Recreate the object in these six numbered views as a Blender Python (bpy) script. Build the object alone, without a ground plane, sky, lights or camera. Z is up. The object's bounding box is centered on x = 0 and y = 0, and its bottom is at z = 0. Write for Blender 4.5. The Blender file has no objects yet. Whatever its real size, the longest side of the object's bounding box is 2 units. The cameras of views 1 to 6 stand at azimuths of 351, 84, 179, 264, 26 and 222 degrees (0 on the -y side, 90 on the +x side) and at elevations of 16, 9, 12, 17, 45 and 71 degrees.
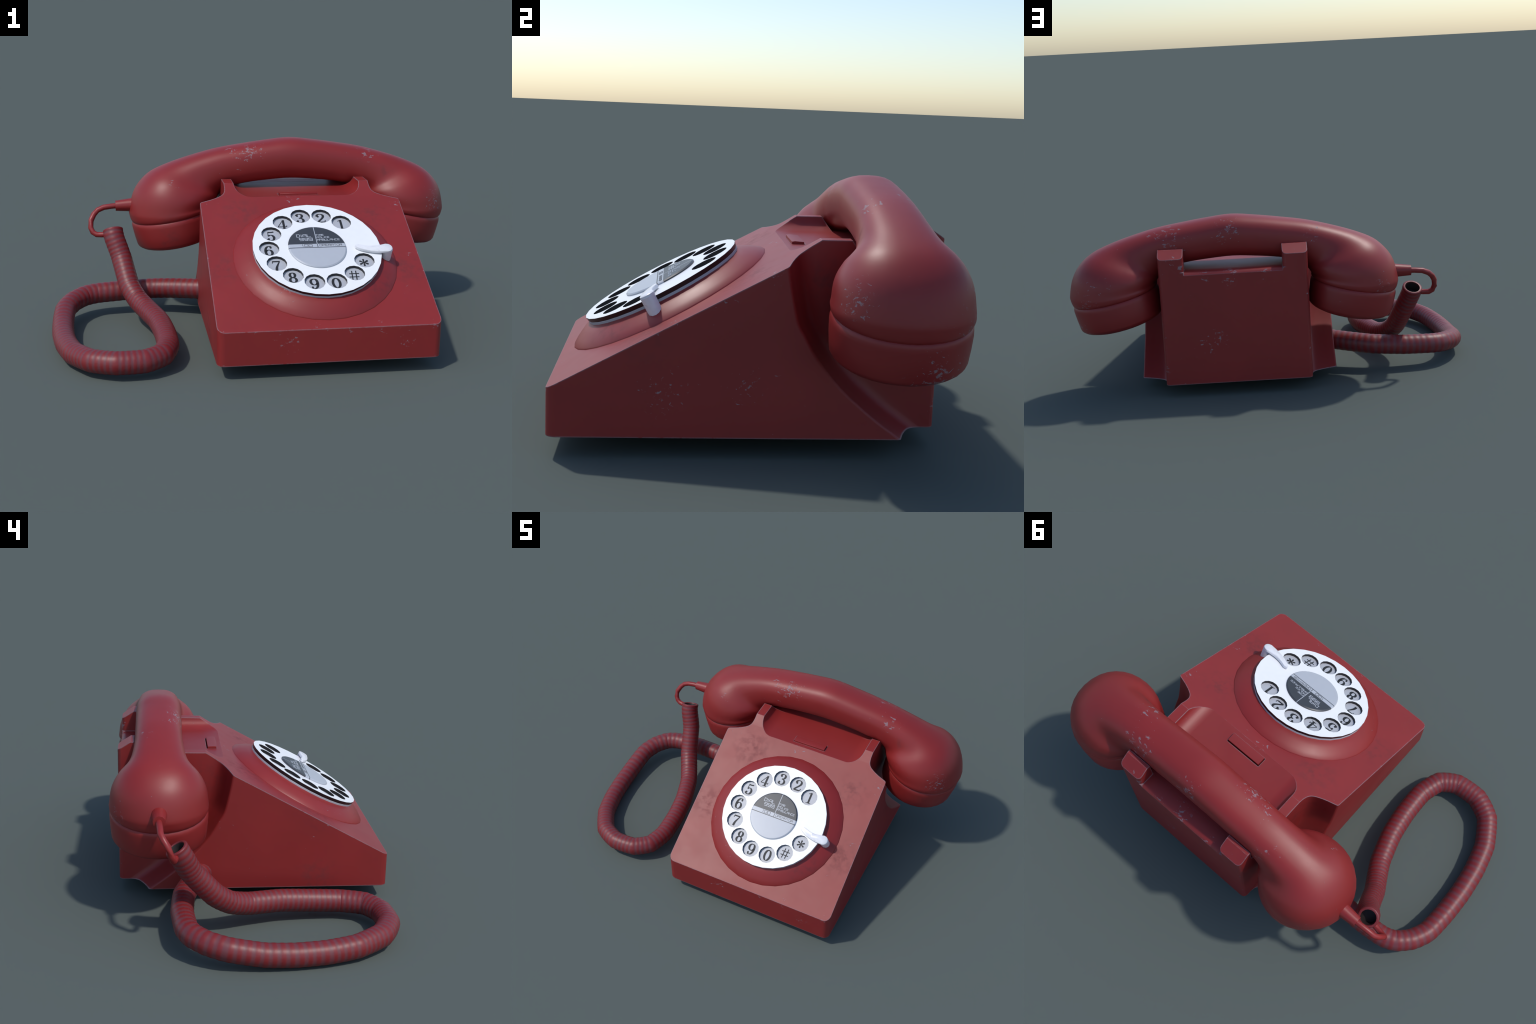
"""A red rotary-dial desk telephone with its handset in the cradle and a coiled cord.

Metres, z up. The body is cut from one extruded side profile; the dial is built in its own
frame lying on the sloping face; the handset is lofted through cross-sections.
"""
import bpy, bmesh, math, random
from mathutils import Vector, Matrix

random.seed(7)
CX = 0.190                       # the telephone's own symmetry plane, x = CX
SLOPE = math.atan(0.5400)        # tilt of the sloping front face
FRONT_Y, FRONT_Z, BASE_Z = -0.633, 0.2135, 0.064
BACK_Y = 0.604
HALF_W, BLOCK_W = 0.4835, 0.357   # half widths: front part and the narrower rear block

# ------------------------------------------------------------------ helpers
scene = bpy.context.scene


def new_object(name, bm_or_mesh, materials, parent=None, smooth=35.0, matrix=None):
    if isinstance(bm_or_mesh, bmesh.types.BMesh):
        me = bpy.data.meshes.new(name)
        bm_or_mesh.to_mesh(me)
        bm_or_mesh.free()
    else:
        me = bm_or_mesh
        me.name = name
    for m in materials if isinstance(materials, (list, tuple)) else [materials]:
        me.materials.append(m)
    if smooth is not None:
        me.shade_smooth()
        me.set_sharp_from_angle(angle=math.radians(smooth))
    ob = bpy.data.objects.new(name, me)
    scene.collection.objects.link(ob)
    if matrix is not None:
        ob.matrix_world = matrix
    if parent is not None:
        ob.parent = parent
        ob.matrix_parent_inverse = Matrix.Identity(4)
        if matrix is not None:
            ob.matrix_basis = parent_world(parent).inverted() @ matrix
    return ob


def parent_world(p):
    m = p.matrix_basis.copy()
    while p.parent is not None:
        p = p.parent
        m = p.matrix_basis @ m
    return m


def catmull(pts, per_span):
    """Points on a Catmull-Rom spline through tuples of any length."""
    out, n = [], len(pts)
    for i in range(n - 1):
        p0, p1, p2, p3 = pts[max(i - 1, 0)], pts[i], pts[i + 1], pts[min(i + 2, n - 1)]
        for k in range(per_span):
            t = k / per_span
            out.append(tuple(
                0.5 * (2 * b + (c - a) * t + (2 * a - 5 * b + 4 * c - d) * t * t + (3 * b - a - 3 * c + d) * t ** 3)
                for a, b, c, d in zip(p0, p1, p2, p3)))
    out.append(tuple(pts[-1]))
    return out


def loft(bm, loops, close_ends=True, closed=True):
    rows = [[bm.verts.new(p) for p in loop] for loop in loops]
    n = len(rows[0])
    for a, b in zip(rows, rows[1:]):
        for i in range(n if closed else n - 1):
            j = (i + 1) % n
            bm.faces.new((a[i], a[j], b[j], b[i]))
    if close_ends:
        bm.faces.new(list(reversed(rows[0])))
        bm.faces.new(rows[-1])
    return rows


def prism_x(profile_yz, x0, x1):
    bm = bmesh.new()
    loft(bm, [[(x, y, z) for y, z in profile_yz] for x in (x0, x1)])
    bmesh.ops.recalc_face_normals(bm, faces=bm.faces)
    return bm


def prism_z(plan_xy, z0, z1):
    bm = bmesh.new()
    loft(bm, [[(x, y, z) for x, y in plan_xy] for z in (z0, z1)])
    bmesh.ops.recalc_face_normals(bm, faces=bm.faces)
    return bm


def mirrored(bm):
    """Mirror image in the plane x = 0."""
    other = bm.copy()
    for v in other.verts:
        v.co.x = -v.co.x
    bmesh.ops.reverse_faces(other, faces=other.faces)
    return other


def carve(base_bm, steps):
    """Apply (operation, cutter) booleans one after another; returns a mesh."""
    def tmp(bm):
        me = bpy.data.meshes.new("cutting_tool")
        bm.to_mesh(me)
        bm.free()
        ob = bpy.data.objects.new("cutting_tool", me)
        scene.collection.objects.link(ob)
        return ob
    base = tmp(base_bm)
    tools = []
    for op, bm in steps:
        t = tmp(bm)
        tools.append(t)
        mod = base.modifiers.new("cut", "BOOLEAN")
        mod.operation, mod.solver, mod.object = op, "EXACT", t
    bpy.context.view_layer.update()
    dg = bpy.context.evaluated_depsgraph_get()
    me = bpy.data.meshes.new_from_object(base.evaluated_get(dg))
    for ob in tools + [base]:
        old = ob.data
        bpy.data.objects.remove(ob)
        bpy.data.meshes.remove(old)
    return me


# ------------------------------------------------------------------ materials
class Nodes:
    def __init__(self, name):
        self.mat = bpy.data.materials.new(name)
        self.mat.use_nodes = True
        self.t = self.mat.node_tree
        self.t.nodes.clear()
        self.out = self.t.nodes.new("ShaderNodeOutputMaterial")
        self.b = self.t.nodes.new("ShaderNodeBsdfPrincipled")
        self.t.links.new(self.b.outputs[0], self.out.inputs["Surface"])
        self.coord = self.t.nodes.new("ShaderNodeTexCoord").outputs["Object"]

    def put(self, socket, value):
        if hasattr(value, "is_linked") or isinstance(value, bpy.types.NodeSocket):
            self.t.links.new(value, socket)
        else:
            socket.default_value = value

    def math(self, op, a, b=0.0, c=0.0, clamp=False):
        n = self.t.nodes.new("ShaderNodeMath")
        n.operation, n.use_clamp = op, clamp
        for s, v in zip(n.inputs, (a, b, c)):
            self.put(s, v)
        return n.outputs[0]

    def noise(self, scale, detail=4.0, rough=0.6, vector=None, stretch=None, shift=(0, 0, 0), warp=0.0):
        vec = vector or self.coord
        if stretch or any(shift):
            m = self.t.nodes.new("ShaderNodeMapping")
            self.put(m.inputs["Vector"], vec)
            m.inputs["Scale"].default_value = stretch or (1, 1, 1)
            m.inputs["Location"].default_value = shift
            vec = m.outputs[0]
        n = self.t.nodes.new("ShaderNodeTexNoise")
        self.put(n.inputs["Vector"], vec)
        n.inputs["Scale"].default_value, n.inputs["Detail"].default_value, n.inputs["Roughness"].default_value = scale, detail, rough
        n.inputs["Distortion"].default_value = warp
        return n.outputs["Fac"]

    def ramp(self, value, lo, hi, to0=0.0, to1=1.0):
        n = self.t.nodes.new("ShaderNodeMapRange")
        n.interpolation_type = "SMOOTHSTEP"
        self.put(n.inputs["Value"], value)
        for k, v in (("From Min", lo), ("From Max", hi), ("To Min", to0), ("To Max", to1)):
            n.inputs[k].default_value = v
        return n.outputs[0]

    def mix(self, fac, a, b):
        n = self.t.nodes.new("ShaderNodeMix")
        n.data_type = "RGBA"
        self.put(n.inputs["Factor"], fac)
        self.put(n.inputs[6], a if not isinstance(a, tuple) else (*a, 1.0))
        self.put(n.inputs[7], b if not isinstance(b, tuple) else (*b, 1.0))
        return n.outputs[2]

    def near(self, centre, radius):
        """1 at a place on the object, falling to 0 at radius."""
        n = self.t.nodes.new("ShaderNodeVectorMath")
        n.operation = "DISTANCE"
        self.put(n.inputs[0], self.coord)
        n.inputs[1].default_value = centre
        return self.ramp(n.outputs["Value"], radius, 0.0)

    def near_any(self, places):
        total = 0.0
        for centre, radius in places:
            total = self.math("MAXIMUM", total, self.near(centre, radius))
        return total

    def edge(self, radius):
        """Close to a hard edge: the rounded normal leaves the true one."""
        bev = self.t.nodes.new("ShaderNodeBevel")
        bev.samples = 6
        bev.inputs["Radius"].default_value = radius
        geo = self.t.nodes.new("ShaderNodeNewGeometry")
        d = self.t.nodes.new("ShaderNodeVectorMath")
        d.operation = "DOT_PRODUCT"
        self.put(d.inputs[0], bev.outputs[0])
        self.put(d.inputs[1], geo.outputs["Normal"])
        return self.math("SUBTRACT", 1.0, d.outputs["Value"])


RED = (0.236, 0.0165, 0.0160)
CHIP = (0.255, 0.190, 0.212)
GRIME = (0.060, 0.020, 0.022)


def red_plastic(name, chip_places=(), chip_base=0.0, grime_places=(), edges=True, rough=0.465, edge_low=0.465):
    """Moulded red plastic: scuffed to grey in chips and along edges, smudged with grime."""
    k = Nodes(name)
    blotch = k.noise(3.5, 3.0, 0.55)
    colour = k.mix(k.ramp(blotch, 0.35, 0.7), RED, tuple(c * 1.10 for c in RED))
    # grime: soft cloudy smudges at the places people touch
    if grime_places:
        cloud = k.noise(26.0, 6.0, 0.62, shift=(3.1, 1.7, 0.4))
        g = k.math("MULTIPLY", k.near_any(grime_places), k.ramp(cloud, 0.42, 0.66))
        grime = k.math("MULTIPLY", g, 0.34)
        colour = k.mix(grime, colour, GRIME)
    # chips: sharp-edged flecks, crowded in some places and stray elsewhere
    fleck = k.noise(40.0, 7.0, 0.66, stretch=(1.0, 1.3, 1.8), shift=(0.3, 2.2, 5.1), warp=0.6)
    crowd = k.noise(5.5, 2.0, 0.5, shift=(7.0, 0.2, 1.9))
    want = k.math("MULTIPLY", k.ramp(crowd, 0.45, 0.75), 0.085)
    if chip_places:
        want = k.math("ADD", want, k.math("MULTIPLY", k.near_any(chip_places), 0.150))
    level = k.math("ADD", k.math("ADD", fleck, want), chip_base)
    chip = k.ramp(level, 0.725, 0.760)
    if edges:
        e = k.edge(0.0085)
        ragged = k.noise(60.0, 4.0, 0.6, shift=(1.0, 4.0, 2.0))
        lim = k.math("ADD", k.math("MULTIPLY", k.ramp(e, 0.004, 0.09), 0.36), k.math("MULTIPLY", crowd, 0.25))
        chip = k.math("MAXIMUM", chip, k.ramp(k.math("ADD", lim, k.math("MULTIPLY", ragged, 0.5)), edge_low + 0.16, edge_low + 0.22))
    colour = k.mix(k.math("MULTIPLY", chip, 0.78), colour, CHIP)
    k.put(k.b.inputs["Base Color"], colour)
    r = k.math("ADD", k.ramp(k.noise(9.0, 4.0), 0.3, 0.7, rough - 0.012, rough + 0.018), k.math("MULTIPLY", chip, 0.12))
    if grime_places:
        r = k.math("ADD", r, k.math("MULTIPLY", grime, 0.30))
    k.put(k.b.inputs["Roughness"], r)
    bump = k.t.nodes.new("ShaderNodeBump")
    bump.inputs["Strength"].default_value, bump.inputs["Distance"].default_value = 0.15, 0.002
    bump.invert = True
    k.put(bump.inputs["Height"], chip)
    if edges:
        bev = k.t.nodes.new("ShaderNodeBevel")
        bev.samples = 4
        bev.inputs["Radius"].default_value = 0.004
        k.put(bump.inputs["Normal"], bev.outputs[0])
    k.put(k.b.inputs["Normal"], bump.outputs[0])
    return k.mat


def plain(name, colour, rough=0.45, worn=None, vary=0.06, metallic=0.0):
    k = Nodes(name)
    n = k.noise(40.0, 4.0)
    col = k.mix(k.ramp(n, 0.3, 0.7), tuple(c * (1 - vary) for c in colour), colour)
    if worn:
        col = k.mix(k.math("MULTIPLY", k.ramp(k.noise(55.0, 5.0, 0.7, shift=(2, 1, 0)), 0.60, 0.68), 0.5), col, worn)
    k.put(k.b.inputs["Base Color"], col)
    k.b.inputs["Roughness"].default_value = rough
    k.b.inputs["Metallic"].default_value = metallic
    return k.mat


def cx(x, y, z):
    return (CX + x, y, z)


BODY_CHIPS = [(cx(0.46, 0.06, 0.59), 0.10), (cx(0.45, -0.26, 0.42), 0.09), (cx(-0.18, -0.63, 0.15), 0.13), (cx(-0.05, -0.62, 0.21), 0.06),
              (cx(0.33, -0.63, 0.14), 0.12), (cx(0.481, -0.28, 0.20), 0.16), (cx(0.481, -0.02, 0.22), 0.13), (cx(0.10, 0.60, 0.30), 0.13),
              (cx(0.13, 0.60, 0.20), 0.08), (cx(-0.05, 0.11, 0.61), 0.07), (cx(0.0, 0.597, 0.60), 0.10), (cx(0.15, 0.597, 0.60), 0.09),
              (cx(-0.16, 0.597, 0.60), 0.09)]
# rows of scuffs along the exposed edges
for row in range(9):
    BODY_CHIPS.append((cx(-0.44 + 0.11 * row + random.uniform(-0.03, 0.03), -0.633, 0.207), random.uniform(0.03, 0.07)))
for row in range(6):
    t = (row + random.uniform(0.1, 0.9)) / 6
    for s in (-1, 1):
        BODY_CHIPS.append((cx(s * 0.4835, -0.60 + 0.68 * t, 0.232 + 0.367 * t), random.uniform(0.02, 0.045)))
        BODY_CHIPS.append((cx(s * 0.350, 0.602, 0.09 + 0.55 * t), random.uniform(0.02, 0.05)))
for s in (-1, 1):
    BODY_CHIPS += [(cx(s * 0.29, 0.600, 0.685), 0.05), (cx(s * 0.238, 0.598, 0.65), 0.05), (cx(s * 0.46, -0.625, 0.08), 0.04)]
BODY_GRIME = [(cx(-0.30, 0.03, 0.58), 0.17), (cx(0.33, -0.02, 0.55), 0.15), (cx(0.40, -0.33, 0.38), 0.16), (cx(0.37, 0.22, 0.55), 0.13),
              (cx(-0.37, 0.20, 0.55), 0.13), (cx(-0.40, -0.30, 0.39), 0.14), (cx(-0.48, -0.30, 0.12), 0.14)]
HANDSET_CHIPS = [(cx(0.27, 0.53, 0.78), 0.15), (cx(0.02, 0.53, 0.82), 0.13), (cx(0.72, 0.27, 0.56), 0.13), (cx(-0.20, 0.34, 0.81), 0.13),
                 (cx(-0.70, 0.58, 0.49), 0.12), (cx(-0.38, 0.50, 0.76), 0.09), (cx(0.40, 0.34, 0.77), 0.10), (cx(0.70, 0.55, 0.52), 0.16),
                 (cx(-0.30, 0.36, 0.80), 0.10), (cx(-0.62, 0.62, 0.42), 0.10)]
M_BODY = red_plastic("worn_red_plastic_body", BODY_CHIPS, 0.0, BODY_GRIME)
M_HANDSET = red_plastic("worn_red_plastic_handset", HANDSET_CHIPS, 0.012, [(cx(-0.62, 0.22, 0.47), 0.09), (cx(0.48, 0.31, 0.70), 0.06)], edges=False, rough=0.46)
M_CAP = red_plastic("worn_red_plastic_cap", [(cx(0.78, 0.50, 0.33), 0.2), (cx(-0.45, 0.62, 0.33), 0.12)], 0.0, [(cx(-0.62, 0.22, 0.40), 0.1)], edges=True, rough=0.45, edge_low=0.56)
M_COLLAR = red_plastic("red_plastic_collar", [((-0.16, -0.27, 0.03), 0.08)], 0.0, [((0.25, -0.2, 0.02), 0.15)], edges=False, rough=0.45)
M_BAR = red_plastic("red_plastic_bar", (), -0.05, (), edges=False, rough=0.45)
M_LEAD = red_plastic("red_rubber_lead", (), -0.2, (), edges=False, rough=0.42)
M_WHITE = plain("white_plastic", (0.86, 0.865, 0.88), 0.35, vary=0.02)
M_STOP = plain("white_finger_stop_enamel", (0.80, 0.80, 0.83), 0.35, worn=(0.38, 0.37, 0.40))
M_RIM = plain("black_wheel_edge", (0.012, 0.010, 0.011), 0.35)
M_PLATE = plain("grey_number_plate_enamel", (0.46, 0.475, 0.52), 0.4, vary=0.05)
M_INK = plain("black_numeral_ink", (0.014, 0.015, 0.018), 0.6)
M_LABEL_LIGHT = plain("label_light_grey", (0.45, 0.475, 0.525), 0.38, vary=0.02)
M_LABEL_DARK = plain("label_charcoal", (0.045, 0.050, 0.060), 0.42, vary=0.05)
M_INSIDE = plain("dark_cord_inside", (0.02, 0.012, 0.012), 0.6)

root = bpy.data.objects.new("rotary_telephone", None)
root.empty_display_size = 0.2
scene.collection.objects.link(root)
root["label"] = "scuffed red rotary dial telephone with handset and coiled cord"
root["category"] = "telephone"

# ------------------------------------------------------------------ body
slope_z = lambda y: FRONT_Z + (y - FRONT_Y) * math.tan(SLOPE)
side = [(FRONT_Y, BASE_Z), (FRONT_Y, FRONT_Z), (0.150, slope_z(0.150)), (0.207, 0.6725), (0.305, 0.6735),
        (0.341, 0.6205), (0.527, 0.6205), (0.529, 0.7235), (0.546, 0.7235), (BACK_Y, 0.6865), (BACK_Y, BASE_Z)]
base = prism_x(side, -HALF_W, HALF_W)

# side recess behind the sloping face: a curve seen from the side, swept inwards with a hollow fillet
recess_yz = catmull([(0.060, 0.86), (0.094, 0.606), (0.111, 0.512), (0.132, 0.427), (0.155, 0.386), (0.193, 0.321), (0.269, 0.228),
                     (0.364, 0.143), (0.433, 0.090), (0.4720, 0.062), (0.508, 0.035)], 3)
fillet = catmull([(0.4836, -0.014), (0.4826, -0.007), (0.4780, -0.001), (0.4660, 0.0035), (0.4500, 0.0090), (0.4280, 0.0170), (0.4000, 0.0300),
                  (0.3780, 0.0435), (0.3660, 0.0570), (0.3600, 0.0720), (0.3570, 0.0920)], 3)
corner = [(0.357 - 0.022 + 0.022 * math.cos(a), BACK_Y - 0.022 + 0.022 * math.sin(a)) for a in [math.radians(d) for d in (0, 22.5, 45, 67.5, 90)]]
loops = []
for y, z in recess_yz:
    loops.append([(0.62, y - 0.05, z), *[(x, y + dy, z) for x, dy in [(0.486, -0.05)] + fillet], *[(x, max(cy, y + 0.093), z) for x, cy in corner],
                  (0.335, 0.75, z), (0.62, 0.75, z)])
recess = bmesh.new()
loft(recess, loops)
bmesh.ops.recalc_face_normals(recess, faces=recess.faces)

# rounded upright corners at the front
r = 0.033
arc = [(HALF_W - r + r * math.sin(a), FRONT_Y + r - r * math.cos(a)) for a in [math.radians(d) for d in (0, 18, 36, 54, 72, 90)]]
front_corner = prism_z([(0.40, FRONT_Y), *arc, (HALF_W, -0.55), (0.6, -0.55), (0.6, -0.75), (0.40, -0.75)], 0.0, 0.5)

# tray between the two front horns
half_tray = [(0.312, 0.85)] + catmull([(0.311, 0.690), (0.309, 0.668), (0.303, 0.652), (0.292, 0.639), (0.274, 0.629), (0.255, 0.6230), (0.236, 0.6202)], 3)
tray_loop = half_tray + [(-x, z) for x, z in reversed(half_tray)]
tray = bmesh.new()
loft(tray, [[(x, y, z) for x, z in tray_loop] for y in (-0.2, 0.48)])
bmesh.ops.recalc_face_normals(tray, faces=tray.faces)

# gap between the two rear horns, with a bevelled back edge
notch = prism_x([(0.50, 0.6206), (0.580, 0.6212), (0.590, 0.6190), (0.598, 0.6140), (0.605, 0.6050), (0.70, 0.58), (0.70, 0.95), (0.50, 0.95)], -0.236, 0.236)
q = 0.021
arc = [(0.236 + q - q * math.cos(a), BACK_Y - q + q * math.sin(a)) for a in [math.radians(d) for d in (0, 22.5, 45, 67.5, 90)]]
horn_corner = prism_z([(0.22, BACK_Y - q), *arc, (0.236 + q, 0.66), (0.22, 0.66)], 0.6213, 0.85)

shadow_groove = prism_z([(-0.0955, 0.1436), (0.0925, 0.1436), (0.0925, 0.1908), (-0.0955, 0.1908)], 0.600, 0.70)  # modelled dark line: baked contact shadow along the bar's rear and left
body_mesh = carve(base, [("DIFFERENCE", mirrored(recess)), ("DIFFERENCE", recess), ("DIFFERENCE", mirrored(front_corner)), ("DIFFERENCE", front_corner),
                         ("DIFFERENCE", tray), ("DIFFERENCE", shadow_groove), ("DIFFERENCE", notch), ("DIFFERENCE", mirrored(horn_corner)), ("DIFFERENCE", horn_corner)])
bm = bmesh.new()
bm.from_mesh(body_mesh)
bmesh.ops.remove_doubles(bm, verts=bm.verts, dist=0.0002)
bmesh.ops.dissolve_limit(bm, angle_limit=math.radians(0.6), verts=bm.verts, edges=bm.edges)
for v in bm.verts:
    v.co.x += CX
bm.to_mesh(body_mesh)
bm.free()
body = new_object("body", body_mesh, M_BODY, root, smooth=21)

# recall bar lying in the tray
bm = bmesh.new()
loft(bm, [[(CX + sx, y, z) for y, z in ((0.1440, 0.598), (0.1440, 0.6290), (0.155, 0.6308), (0.1862, 0.6285), (0.1862, 0.598))] for sx in (-0.0915, 0.0915)])
bmesh.ops.recalc_face_normals(bm, faces=bm.faces)
bmesh.ops.bevel(bm, geom=[e for e in bm.edges if len(e.link_faces) == 2 and e.calc_face_angle(0) > 0.5], offset=0.0008, segments=1, affect="EDGES")
new_object("recall_bar", bm, M_BAR, root)

# ------------------------------------------------------------------ dial, in its own frame on the sloping face
ey, en = Vector((0, math.cos(SLOPE), math.sin(SLOPE))), Vector((0, -math.sin(SLOPE), math.cos(SLOPE)))
DIAL = Matrix((( 1, 0, 0, CX), (0, ey.y, en.y, 0), (0, ey.z, en.z, 0), (0, 0, 0, 1)))
origin = Vector((CX, -0.2664, 0.4149)) + en * 0.0003
DIAL.translation = origin
SIDES = 32


def ring_loop(radius, z, n=SIDES, turn=0.0):
    return [(radius * math.cos(turn + 2 * math.pi * i / n), radius * math.sin(turn + 2 * math.pi * i / n), z) for i in range(n)]


def turned(profile, n=SIDES, cap_top=True, cap_bottom=True, turn=0.0):
    bm = bmesh.new()
    rows = loft(bm, [ring_loop(rr, z, n, turn) for rr, z in profile], close_ends=False)
    if cap_bottom:
        bm.faces.new(list(reversed(rows[0])))
    if cap_top:
        bm.faces.new(rows[-1])
    bmesh.ops.recalc_face_normals(bm, faces=bm.faces)
    return bm


collar = new_object("dial_collar", turned([(0.300, -0.016), (0.3715, -0.016), (0.3710, -0.004), (0.367, 0.001), (0.345, 0.0165), (0.318, 0.031), (0.287, 0.0445), (0.20, 0.0460)]),
                    M_COLLAR, root, smooth=40, matrix=DIAL)
plate = new_object("number_plate", turned([(0.281, 0.040), (0.2865, 0.042), (0.2865, 0.0525), (0.2845, 0.0545)]), M_PLATE, collar, smooth=30, matrix=DIAL)

# finger wheel: white top face, black edge and black hole walls
HOLES = 12
hole_angle = [math.radians(49.2 + 26.02 * i) for i in range(HOLES)]
HOLE_R, HOLE_D = 0.0455, 0.2158
wheel = turned([(0.286, 0.0535), (0.2885, 0.0690)])
tools = []
for a in hole_angle:
    t = turned([(HOLE_R, 0.03), (HOLE_R, 0.10)], 14, turn=0.1)
    for v in t.verts:
        v.co.x += HOLE_D * math.cos(a)
        v.co.y += HOLE_D * math.sin(a)
    tools.append(("DIFFERENCE", t))
wheel_mesh = carve(wheel, tools)
finger_wheel = new_object("finger_wheel", wheel_mesh, [M_WHITE, M_RIM], collar, smooth=30, matrix=DIAL)
for p in wheel_mesh.polygons:
    p.material_index = 0 if p.normal.z > 0.5 else 1

# centre label: a low disc with bevelled rim, cut along its printed divisions
hub = turned([(0.1305, 0.066), (0.1305, 0.0735), (0.1255, 0.0770), (0.110, 0.0775)], 48)
for co, no in (((0, 0.0155, 0), (0, 1, 0)), ((0, -0.0055, 0), (0, 1, 0)), ((0, -0.0095, 0), (0, 1, 0)), ((0.0004, 0, 0), (1, 0, 0)), ((0.0034, 0, 0), (1, 0, 0))):
    bmesh.ops.bisect_plane(hub, geom=hub.verts[:] + hub.edges[:] + hub.faces[:], plane_co=co, plane_no=no)
for f in hub.faces:
    c = f.calc_center_median()
    bar = 0.0004 < c.x < 0.0034
    if c.y > 0.0155:
        f.material_index = 0 if bar else 1
    elif c.y > -0.0055:
        f.material_index = 1 if bar else 0
    elif c.y > -0.0095:
        f.material_index = 1
label = new_object("dial_label", hub, [M_LABEL_LIGHT, M_LABEL_DARK], collar, smooth=25, matrix=DIAL)


# ---- lettering: pen strokes laid down as thin raised ribbons
def ribbon(bm, pts, widths, z, thick):
    """A flat stroke along 2D points, widths across it, raised by thick above z."""
    n = len(pts)
    left, right = [], []
    for i in range(n):
        a, b = Vector(pts[max(i - 1, 0)]), Vector(pts[min(i + 1, n - 1)])
        p = Vector(pts[i])
        d1 = (p - a).normalized() if i else (b - p).normalized()
        d2 = (b - p).normalized() if i < n - 1 else d1
        t = (d1 + d2).normalized() if (d1 + d2).length > 1e-6 else d1
        nrm = Vector((-t.y, t.x))
        w = widths[i] / 2 / max(0.5, nrm.dot(Vector((-d1.y, d1.x))))
        left.append(p + nrm * w)
        right.append(p - nrm * w)
    lo, hi = [], []
    for l, rr in zip(left, right):
        lo.append((bm.verts.new((l.x, l.y, z)), bm.verts.new((rr.x, rr.y, z))))
        hi.append((bm.verts.new((l.x, l.y, z + thick)), bm.verts.new((rr.x, rr.y, z + thick))))
    for i in range(n - 1):
        bm.faces.new((hi[i][0], hi[i][1], hi[i + 1][1], hi[i + 1][0]))
        bm.faces.new((lo[i][0], hi[i][0], hi[i + 1][0], lo[i + 1][0]))
        bm.faces.new((hi[i][1], lo[i][1], lo[i + 1][1], hi[i + 1][1]))
    for i in (0, n - 1):
        bm.faces.new((lo[i][0], lo[i][1], hi[i][1], hi[i][0]))


def dot(bm, x, y, radius, z, thick, n=14):
    loft(bm, [[(x + radius * math.cos(2 * math.pi * i / n), y + radius * math.sin(2 * math.pi * i / n), zz) for i in range(n)] for zz in (z, z + thick)])


def ell(x, y, rx, ry, n=9):
    return [(x + rx * math.sin(2 * math.pi * i / n), y + ry * math.cos(2 * math.pi * i / n)) for i in range(n + 1)]


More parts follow.
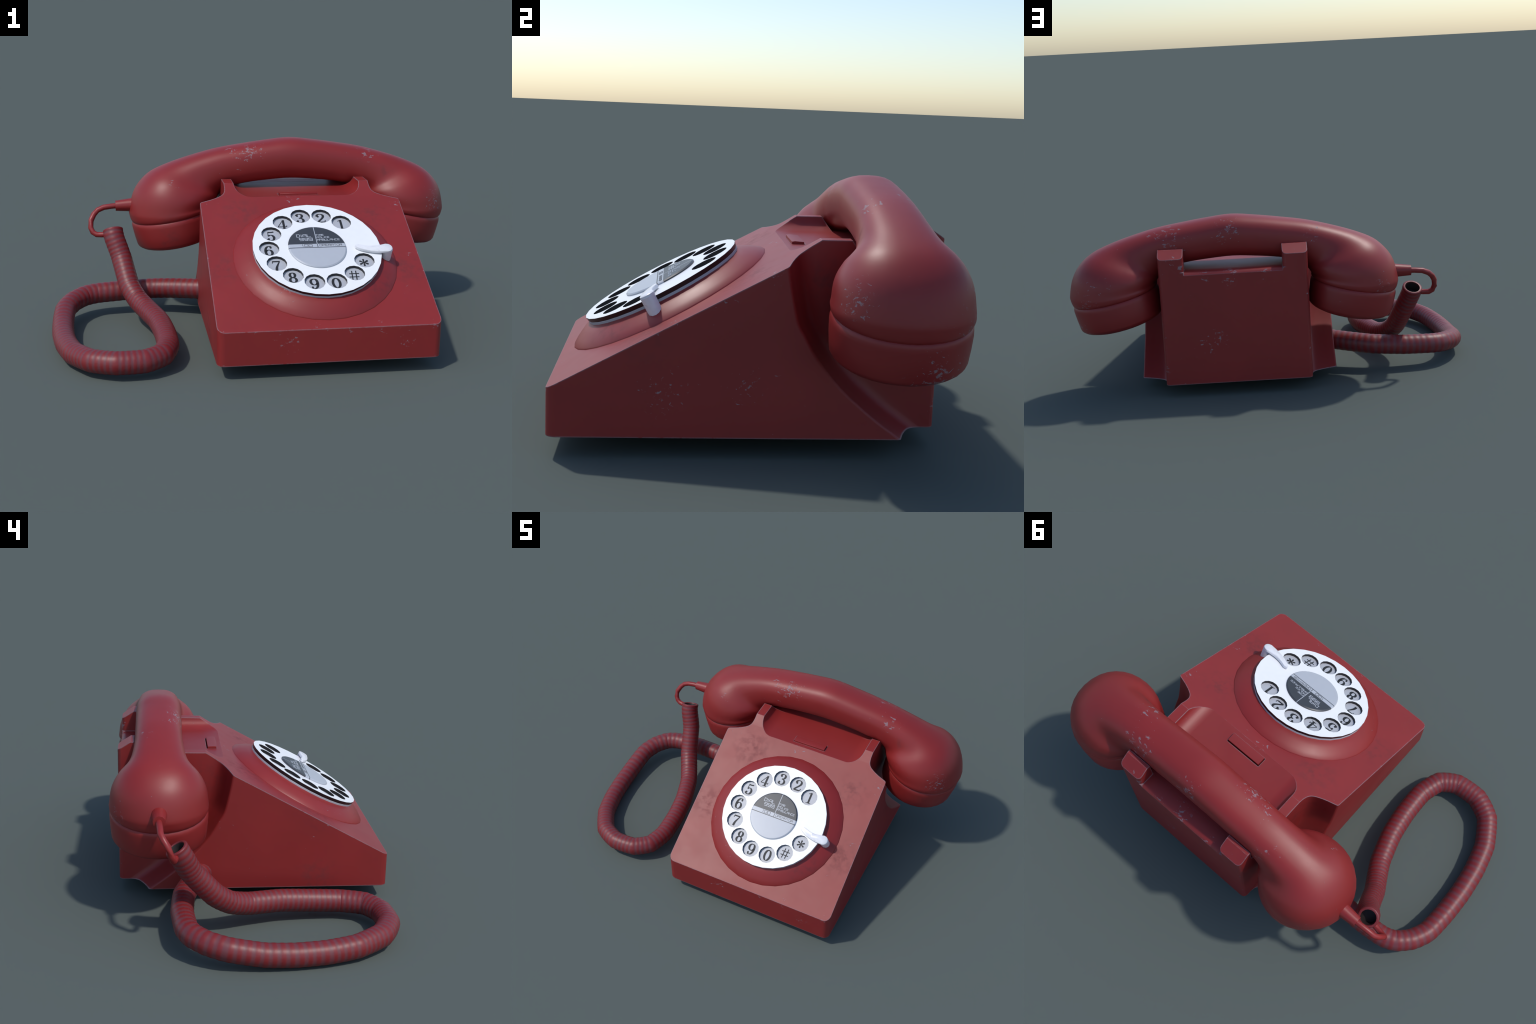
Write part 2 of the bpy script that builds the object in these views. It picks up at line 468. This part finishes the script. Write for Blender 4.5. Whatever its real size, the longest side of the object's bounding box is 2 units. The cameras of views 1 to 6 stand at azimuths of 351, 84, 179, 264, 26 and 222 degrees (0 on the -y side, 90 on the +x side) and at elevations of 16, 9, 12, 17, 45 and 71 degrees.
# numerals on a unit-high grid; bold old-style pen: thick on the verticals, thin on the flats
# entries: ("pen", points) shaded stroke, ("line", width, points) even stroke, ("dot", x, y, r)
SIX = [("pen", [(0.20, 0.88), (0.09, 0.965), (-0.07, 0.92), (-0.20, 0.72), (-0.24, 0.40), (-0.17, 0.11), (0.01, 0.025), (0.18, 0.12), (0.235, 0.32), (0.16, 0.52), (0.01, 0.595), (-0.14, 0.53), (-0.215, 0.42)]),
       ("dot", 0.17, 0.825, 0.085)]
GLYPHS = {
    "one": [("line", 0.17, [(0.03, 1.0), (0.03, 0.02)]), ("line", 0.055, [(-0.19, 0.03), (0.25, 0.03)]), ("line", 0.06, [(-0.19, 0.87), (-0.08, 0.91), (0.02, 0.97)])],
    "two": [("pen", [(-0.27, 0.70), (-0.22, 0.89), (-0.02, 0.97), (0.17, 0.88), (0.20, 0.69), (0.09, 0.49), (-0.12, 0.26), (-0.28, 0.06)]), ("dot", -0.20, 0.70, 0.09),
            ("line", 0.12, [(-0.29, 0.06), (0.0, 0.065), (0.21, 0.07)]), ("line", 0.065, [(0.20, 0.06), (0.27, 0.13), (0.30, 0.27)])],
    "three": [("pen", [(-0.25, 0.77), (-0.17, 0.92), (0.0, 0.972), (0.16, 0.89), (0.18, 0.72), (0.09, 0.58), (-0.08, 0.525)]),
              ("pen", [(-0.08, 0.515), (0.11, 0.48), (0.225, 0.34), (0.20, 0.14), (0.02, 0.028), (-0.17, 0.06), (-0.27, 0.19)]), ("dot", -0.18, 0.77, 0.085), ("dot", -0.20, 0.205, 0.088)],
    "four": [("line", 0.055, [(0.09, 0.98), (-0.33, 0.29)]), ("line", 0.065, [(-0.345, 0.27), (0.33, 0.27)]), ("line", 0.17, [(0.11, 1.0), (0.11, 0.02)]),
             ("line", 0.05, [(-0.08, 0.025), (0.30, 0.025)]), ("line", 0.05, [(0.31, 0.24), (0.33, 0.40)])],
    "five": [("line", 0.11, [(-0.19, 0.92), (0.02, 0.905), (0.24, 0.95)]), ("line", 0.055, [(-0.185, 0.96), (-0.215, 0.50)]),
             ("pen", [(-0.215, 0.51), (-0.07, 0.61), (0.10, 0.57), (0.205, 0.36), (0.13, 0.11), (-0.05, 0.028), (-0.20, 0.07), (-0.27, 0.20)]), ("dot", -0.20, 0.205, 0.088)],
    "six": SIX,
    "seven": [("line", 0.12, [(-0.26, 0.92), (0.28, 0.92)]), ("line", 0.055, [(-0.245, 0.95), (-0.27, 0.74)]), ("taper", 0.06, 0.19, [(0.27, 0.93), (0.12, 0.62), (0.0, 0.32), (-0.04, 0.0)])],
    "eight": [("pen", ell(0.0, 0.745, 0.18, 0.225)), ("pen", ell(0.0, 0.265, 0.225, 0.238))],
    "nine": [(s[0], [(-x, 1 - y) for x, y in s[1]]) if s[0] == "pen" else ("dot", -s[1], 1 - s[2], s[3]) for s in SIX],
    "zero": [("pen", ell(0.0, 0.5, 0.25, 0.47))],
    "hash": [("line", 0.085, [(-0.19, 0.03), (-0.12, 0.97)]), ("line", 0.085, [(0.12, 0.03), (0.19, 0.97)]), ("line", 0.080, [(-0.40, 0.33), (0.36, 0.33)]), ("line", 0.080, [(-0.36, 0.67), (0.40, 0.67)])],
    "star": [s for i in range(6) for s in (("taper", 0.05, 0.15, [(0.02 * math.cos(math.radians(90 + 60 * i)), 0.5 + 0.02 * math.sin(math.radians(90 + 60 * i))),
                                                             (0.30 * math.cos(math.radians(90 + 60 * i)), 0.5 + 0.30 * math.sin(math.radians(90 + 60 * i)))]),
                                           ("dot", 0.31 * math.cos(math.radians(90 + 60 * i)), 0.5 + 0.31 * math.sin(math.radians(90 + 60 * i)), 0.075))],
}
PEN_THIN, PEN_THICK = 0.065, 0.190


def glyph_mesh(strokes, height):
    bm = bmesh.new()
    for i, s in enumerate(strokes):
        thick = 0.0009 + 0.00016 * i
        if s[0] == "dot":
            dot(bm, s[1] * height, (s[2] - 0.5) * height, s[3] * height, 0.0, thick)
            continue
        pts = catmull(s[-1], 7) if len(s[-1]) > 2 else s[-1]
        n = len(pts)
        if s[0] == "line":
            w = [s[1]] * n
        elif s[0] == "taper":
            w = [s[1] + (s[2] - s[1]) * min(1.0, 1.3 * j / (n - 1)) for j in range(n)]
        else:
            w = []
            for j in range(n):
                a, b = pts[max(j - 1, 0)], pts[min(j + 1, n - 1)]
                dx, dy = b[0] - a[0], b[1] - a[1]
                w.append(PEN_THIN + (PEN_THICK - PEN_THIN) * (abs(dy) / max(1e-9, math.hypot(dx, dy))) ** 1.6)
        ribbon(bm, [(x * height, (y - 0.5) * height) for x, y in pts], [v * height for v in w], 0.0, thick)
    bmesh.ops.recalc_face_normals(bm, faces=bm.faces)
    return bm


order = ["one", "two", "three", "four", "five", "six", "seven", "eight", "nine", "zero", "hash", "star"]
for word, a in zip(order, hole_angle):
    m = DIAL @ Matrix.Translation((HOLE_D * math.cos(a), HOLE_D * math.sin(a), 0.0543))
    new_object("numeral_" + word, glyph_mesh(GLYPHS[word], 0.0615 if word not in ("hash", "star") else 0.058), M_INK, plate, smooth=None, matrix=m)

# label lettering: even-stroke squared capitals on a 1 x 1 cell
LETTERS = {
    "D": [[(0, 0), (0.85, 0), (1, 0.2), (1, 0.8), (0.85, 1), (0, 1)], [(0.12, 0), (0.12, 1)]], "I": [[(0.5, 0), (0.5, 1)]],
    "A": [[(0, 0), (0, 0.8), (0.2, 1), (1, 1), (1, 0)], [(0, 0.45), (1, 0.45)]], "L": [[(0, 1), (0, 0), (1, 0)]],
    "F": [[(0, 0), (0, 1), (1, 1)], [(0, 0.5), (0.85, 0.5)]], "R": [[(0, 0), (0, 1), (1, 1), (1, 0.5), (0, 0.5)], [(0.55, 0.5), (1, 0)]],
    "E": [[(1, 0), (0, 0), (0, 1), (1, 1)], [(0, 0.5), (0.9, 0.5)]], "P": [[(0, 0), (0, 1), (1, 1), (1, 0.45), (0, 0.45)]],
    "O": [[(0.5, 0), (0, 0), (0, 1), (1, 1), (1, 0), (0.5, 0)]], "C": [[(1, 0), (0, 0), (0, 1), (1, 1)]],
    "M": [[(0, 0), (0, 1), (0.5, 0.5), (1, 1), (1, 0)]], "B": [[(0.5, 0), (0, 0), (0, 1), (0.85, 1), (0.9, 0.55), (1, 0.45), (1, 0), (0.5, 0)], [(0, 0.52), (0.9, 0.52)]],
    "U": [[(0, 1), (0, 0), (1, 0), (1, 1)]], "N": [[(0, 0), (0, 1), (1, 0), (1, 1)]], "T": [[(0, 1), (1, 1)], [(0.5, 1), (0.5, 0)]],
    "9": [[(0.05, 0), (1, 0), (1, 1), (0, 1), (0, 0.5), (1, 0.5)]], "1": [[(0.25, 0.8), (0.6, 1), (0.6, 0)]], "0": [[(0.5, 0), (0, 0), (0, 1), (1, 1), (1, 0), (0.5, 0)]],
}


def lettering(name, text, x0, x1, y0, y1, stroke, material):
    """Set a word between x0 and x1, y0 and y1 on the label."""
    wide = {"I": 0.28, "1": 0.55}
    units = sum(wide.get(c, 1.0) for c in text) + 0.28 * (len(text) - 1)
    cell = (x1 - x0) / units
    bm, x, n = bmesh.new(), x0, 0
    for c in text:
        w = wide.get(c, 1.0) * cell
        for s in LETTERS[c]:
            pts = [(x + u * w, y0 + v * (y1 - y0)) for u, v in s]
            ribbon(bm, pts, [stroke] * len(pts), 0.0770, 0.0010 + 0.00012 * (n % 3))
            n += 1
        x += w + 0.28 * cell
    bmesh.ops.recalc_face_normals(bm, faces=bm.faces)
    new_object(name, bm, material, label, smooth=None, matrix=DIAL)


lettering("lettering_dial", "DIAL", -0.0850, -0.0190, 0.0610, 0.0775, 0.0026, M_LABEL_LIGHT)
lettering("lettering_emergency_number", "999", -0.0740, -0.0150, 0.0375, 0.0535, 0.0028, M_LABEL_LIGHT)
lettering("lettering_fire", "FIRE", 0.0060, 0.0400, 0.0670, 0.0765, 0.0017, M_LABEL_LIGHT)
lettering("lettering_police", "POLICE", 0.0060, 0.0640, 0.0515, 0.0610, 0.0017, M_LABEL_LIGHT)
lettering("lettering_ambulance", "AMBULANCE", 0.0060, 0.1080, 0.0350, 0.0450, 0.0017, M_LABEL_LIGHT)
lettering("lettering_operator_number", "100", -0.0700, -0.0225, -0.0020, 0.0120, 0.0017, M_LABEL_DARK)
lettering("lettering_operator", "OPERATOR", 0.0110, 0.1120, 0.0000, 0.0110, 0.0013, M_LABEL_DARK)

# finger stop: a curved hook over the wheel, with a post down to the collar
centre = catmull([(0.1800, -0.0110, 0.0112), (0.1945, -0.0190, 0.0135), (0.2200, -0.0290, 0.0155), (0.2480, -0.0345, 0.0178), (0.2790, -0.0355, 0.0215), (0.3080, -0.0335, 0.0250)], 4)
outline_l, outline_r = [], []
for i, (x, y, w) in enumerate(centre):
    a, b = centre[max(i - 1, 0)], centre[min(i + 1, len(centre) - 1)]
    t = Vector((b[0] - a[0], b[1] - a[1])).normalized()
    outline_l.append((x - t.y * w, y + t.x * w))
    outline_r.append((x + t.y * w, y - t.x * w))
tip, end = centre[0], centre[-1]
head = [(end[0] + end[2] * math.cos(a), end[1] + end[2] * math.sin(a)) for a in [math.radians(d) for d in (65, 45, 25, 5, -15, -35, -55, -75)]]
nose = [(tip[0] + tip[2] * math.cos(a), tip[1] + tip[2] * math.sin(a)) for a in [math.radians(d) for d in (270, 240, 210, 180, 150)]]
plan = outline_l + head + list(reversed(outline_r)) + nose
bm = bmesh.new()
mid = Vector((0.25, -0.03))
lift = lambda x: 0.0005 + 0.006 * max(0.0, min(1.0, (x - 0.19) / 0.12))
loft(bm, [[(x, y, 0.0725 + lift(x)) for x, y in plan], [(x, y, 0.0820 + lift(x)) for x, y in plan],
          [(x + (cxx - x) * 0.14, y + (cyy - y) * 0.14, 0.0848 + lift(x)) for (x, y), (cxx, cyy) in
           ((p, min(((c[0], c[1]) for c in centre), key=lambda c: (c[0] - p[0]) ** 2 + (c[1] - p[1]) ** 2)) for p in plan)]])
bmesh.ops.recalc_face_normals(bm, faces=bm.faces)
stop = new_object("finger_stop", bm, M_STOP, collar, smooth=50, matrix=DIAL)
bm = turned([(0.0235, 0.004), (0.0245, 0.0830)], 12)
for v in bm.verts:
    v.co.x += 0.3110
    v.co.y -= 0.0345
new_object("finger_stop_post", bm, M_STOP, stop, smooth=50, matrix=DIAL)

# ------------------------------------------------------------------ handset
HX, HY = CX + 0.0018, 0.4195                       # its centre line in y
TILT = math.radians(11.3)         # both cups lean outwards end down
SEAM = Vector((0.5895, 0.4865))     # centre of a cup's seam, (x from CX, z)
e_out = Vector((math.cos(TILT), -math.sin(TILT)))
e_down = Vector((-math.sin(TILT), -math.cos(TILT)))


def on_seam(u, d):
    p = SEAM + e_out * u + e_down * d
    return (p.x, p.y)


# stations from the middle of the grip to the seam: top point, bottom point, half depth, squareness
stations = [
    ((-0.1206, 0.8462), (-0.115, 0.6500), 0.1075, 2.6),
    ((0.000, 0.8575), (0.000, 0.6570), 0.1085, 2.6),
    ((0.1206, 0.8462), (0.115, 0.6500), 0.1075, 2.6),
    ((0.2408, 0.8295), (0.220, 0.6385), 0.1075, 2.6),
    ((0.3680, 0.8083), (0.298, 0.6210), 0.1075, 2.6),
    ((0.4970, 0.7743), (0.338, 0.6020), 0.1140, 2.55),
    ((0.6087, 0.7373), (0.355, 0.5870), 0.1300, 2.45),
    ((0.6993, 0.6950), (0.364, 0.5755), 0.1710, 2.32),
    ((0.7558, 0.6440), (0.371, 0.5655), 0.1940, 2.2),
    ((0.7910, 0.5845), (0.376, 0.5570), 0.2070, 2.08),
    (on_seam(0.2120, -0.062), on_seam(-0.2155, -0.020), 0.2130, 2.0),
    (on_seam(0.2155, -0.034), on_seam(-0.2155, -0.012), 0.2155, 2.0),
    (on_seam(0.2130, -0.011), on_seam(-0.2130, -0.005), 0.2130, 2.0),
    (on_seam(0.2065, 0.0), on_seam(-0.2065, 0.0), 0.2065, 2.0),
]
flat = [(*t, *b, w, p) for t, b, w, p in stations]
dense = catmull(flat, 4)[4:]
AROUND = 32


def section(row, side):
    tx, tz, bx, bz, w, p = row
    loop = []
    for i in range(AROUND):
        a = 2 * math.pi * i / AROUND
        c, s = math.cos(a), math.sin(a)
        q = p if c > 0 or tx < 0.33 else 0.5 * p + 1.05      # rounder under the necks than on top
        u = math.copysign(abs(c) ** (2 / q), c)
        v = math.copysign(abs(s) ** (2 / q), s)
        loop.append((HX + side * ((tx + bx) / 2 + u * (tx - bx) / 2), HY + v * w, (tz + bz) / 2 + u * (tz - bz) / 2))
    return loop


bm = bmesh.new()
loops = [section(r, -1) for r in reversed(dense)] + [section(r, 1) for r in dense[1:]]
loft(bm, loops)
bmesh.ops.recalc_face_normals(bm, faces=bm.faces)
handset = new_object("handset", bm, M_HANDSET, root, smooth=45)


def cap(side):
    bm = bmesh.new()
    rows = []
    prof = [(0.200, -0.006), (0.2070, -0.0005), (0.2105, 0.004), (0.2135, 0.013), (0.2145, 0.025), (0.2125, 0.070), (0.2085, 0.116), (0.2030, 0.126), (0.190, 0.1365), (0.168, 0.1450), (0.130, 0.1503), (0.090, 0.1525), (0.040, 0.1540), (0.010, 0.1540)]
    for rad, d in prof:
        loop = []
        for i in range(AROUND):
            a = 2 * math.pi * i / AROUND
            p = on_seam(rad * math.cos(a), d)
            loop.append((HX + side * p[0], HY + rad * math.sin(a), p[1]))
        rows.append(loop)
    loft(bm, rows)
    bmesh.ops.recalc_face_normals(bm, faces=bm.faces)
    return bm


new_object("earpiece_cap", cap(1), M_CAP, handset, smooth=50)
new_object("mouthpiece_cap", cap(-1), M_CAP, handset, smooth=50)

# ------------------------------------------------------------------ cords


def tube(points, radii, sides, turn=0.0, along_values=None):
    """Rings along a path, kept from twisting; returns bmesh and its rows."""
    bm = bmesh.new()
    lay = bm.verts.layers.float.new("coil_turns") if along_values else None
    pts = [Vector(p) for p in points]
    rows, up = [], Vector((0, 0, 1))
    for i, p in enumerate(pts):
        t = ((pts[min(i + 1, len(pts) - 1)] - p).normalized() + (p - pts[max(i - 1, 0)]).normalized()).normalized()
        s = t.cross(up)
        if s.length < 0.05:
            s = t.cross(Vector((0, 1, 0)))
        s.normalize()
        n = s.cross(t).normalized()
        row = []
        for j in range(sides):
            a = turn + 2 * math.pi * j / sides
            v = bm.verts.new(p + (s * math.cos(a) + n * math.sin(a)) * radii[i])
            if lay:
                v[lay] = along_values[i]
            row.append(v)
        rows.append(row)
    for a, b in zip(rows, rows[1:]):
        for j in range(sides):
            k = (j + 1) % sides
            bm.faces.new((a[j], a[k], b[k], b[j]))
    return bm, rows


# plug at the mouthpiece
bm, rows = tube([(-0.555, HY, 0.533), (-0.600, HY, 0.5305), (-0.684, HY, 0.527), (-0.6845, HY, 0.527)], [0.038, 0.0345, 0.0262, 0.0135], 12)
bm.faces.new(rows[-1])
bmesh.ops.recalc_face_normals(bm, faces=bm.faces)
new_object("cord_plug", bm, M_LEAD, handset, smooth=40)

# thin lead looping from the plug to the mouth of the coil
lead = [(-0.670, 0.4210, 0.5275), (-0.705, 0.4195, 0.5255), (-0.743, 0.4165, 0.5210), (-0.773, 0.4140, 0.5080), (-0.792, 0.4030, 0.4900), (-0.806, 0.3840, 0.4640),
        (-0.809, 0.3730, 0.4300), (-0.799, 0.3660, 0.4070), (-0.781, 0.3610, 0.3960), (-0.757, 0.3560, 0.3960), (-0.738, 0.3540, 0.3970)]
bm, rows = tube(lead, [0.0140] * len(lead), 8)
bm.faces.new(list(reversed(rows[0])))
bm.faces.new(rows[-1])
bmesh.ops.recalc_face_normals(bm, faces=bm.faces)
new_object("cord_lead", bm, M_LEAD, root, smooth=60)

# coiled cord: from its open mouth down, round the loop and into the side of the body
knots = [(-0.7010, 0.3510, 0.4210), (-0.6955, 0.3310, 0.3860), (-0.6640, 0.2860, 0.2980), (-0.6310, 0.1880, 0.1820), (-0.5940, 0.1180, 0.1290), (-0.5510, 0.0350, 0.1030), (-0.5060, -0.1070, 0.0940), (-0.4860, -0.2370, 0.0830),
         (-0.4810, -0.3790, 0.0760), (-0.5120, -0.4850, 0.0740), (-0.5890, -0.5400, 0.0700), (-0.7070, -0.5470, 0.0700), (-0.8080, -0.4970, 0.0660), (-0.8850, -0.3800, 0.0570), (-0.9220, -0.2500, 0.0520),
         (-0.9400, -0.1200, 0.0520), (-0.9450, 0.0000, 0.0580), (-0.9430, 0.0850, 0.0710), (-0.9360, 0.1570, 0.0830), (-0.9030, 0.2310, 0.0940), (-0.8500, 0.2880, 0.1030), (-0.7880, 0.3130, 0.1080),
         (-0.6500, 0.3250, 0.1140), (-0.5000, 0.3140, 0.1230), (-0.3950, 0.2800, 0.1300), (-0.2900, 0.2350, 0.1370), (-0.2200, 0.2050, 0.1420)]
CORD_R = 0.0500
pitch_at = [0.0225] * 5 + [0.0250] * 4 + [0.0235] * 4 + [0.0290] + [0.0345] * 5 + [0.0310] * 8   # wider where the coil is pulled out
path = []
fine = catmull(knots, 24)
# mostly straight spans with rounded bends, as a thick cord lies: blend the spline with its chords
straight = []
for i in range(len(knots) - 1):
    for kk in range(24):
        t = kk / 24
        straight.append(tuple(a + (b - a) * t for a, b in zip(knots[i], knots[i + 1])))
straight.append(knots[-1])
path = [tuple(0.5 * a + 0.5 * b for a, b in zip(p, s)) for p, s in zip(fine, straight)]
turns = [0.0]                    # coil turns counted along the cord
for i, (a, b) in enumerate(zip(path, path[1:])):
    turns.append(turns[-1] + math.dist(a, b) / pitch_at[i // 24])
radii = [CORD_R + 0.0005 * math.sin(2 * math.pi * n) for n in turns]
bm, rows = tube(path, radii, 16, along_values=turns)
# wall thickness at the open mouth, then a dark bore
inner = []
t0 = (Vector(path[1]) - Vector(path[0])).normalized()
c0 = Vector(path[0])
for rad, depth in ((0.0460, -0.0030), (0.0385, -0.0030), (0.0365, 0.0010), (0.0350, 0.045)):
    inner.append([bm.verts.new(c0 + t0 * depth + (v.co - c0).normalized() * rad) for v in rows[0]])
prev = rows[0]
for ri, row in enumerate(inner):
    for j in range(16):
        k = (j + 1) % 16
        f = bm.faces.new((prev[k], prev[j], row[j], row[k]))
        f.material_index = 1 if ri == 3 else 0
    prev = row
bm.faces.new(list(reversed(inner[-1]))).material_index = 1
bmesh.ops.recalc_face_normals(bm, faces=bm.faces)

k = Nodes("ribbed_red_cord")
at = k.t.nodes.new("ShaderNodeAttribute")
at.attribute_name = "coil_turns"
wob = k.math("MULTIPLY", k.math("SUBTRACT", k.noise(14.0, 3.0), 0.5), 0.25)
wave = k.math("SINE", k.math("MULTIPLY", k.math("ADD", at.outputs["Fac"], wob), 2 * math.pi))
stripe = k.ramp(wave, -1.05, 0.75)
colour = k.mix(stripe, (0.150, 0.036, 0.043), (0.195, 0.0140, 0.0165))
k.put(k.b.inputs["Base Color"], colour)
k.b.inputs["Roughness"].default_value = 0.47
M_CORD = k.mat
cord = new_object("coiled_cord", bm, [M_CORD, M_INSIDE], root, smooth=60)
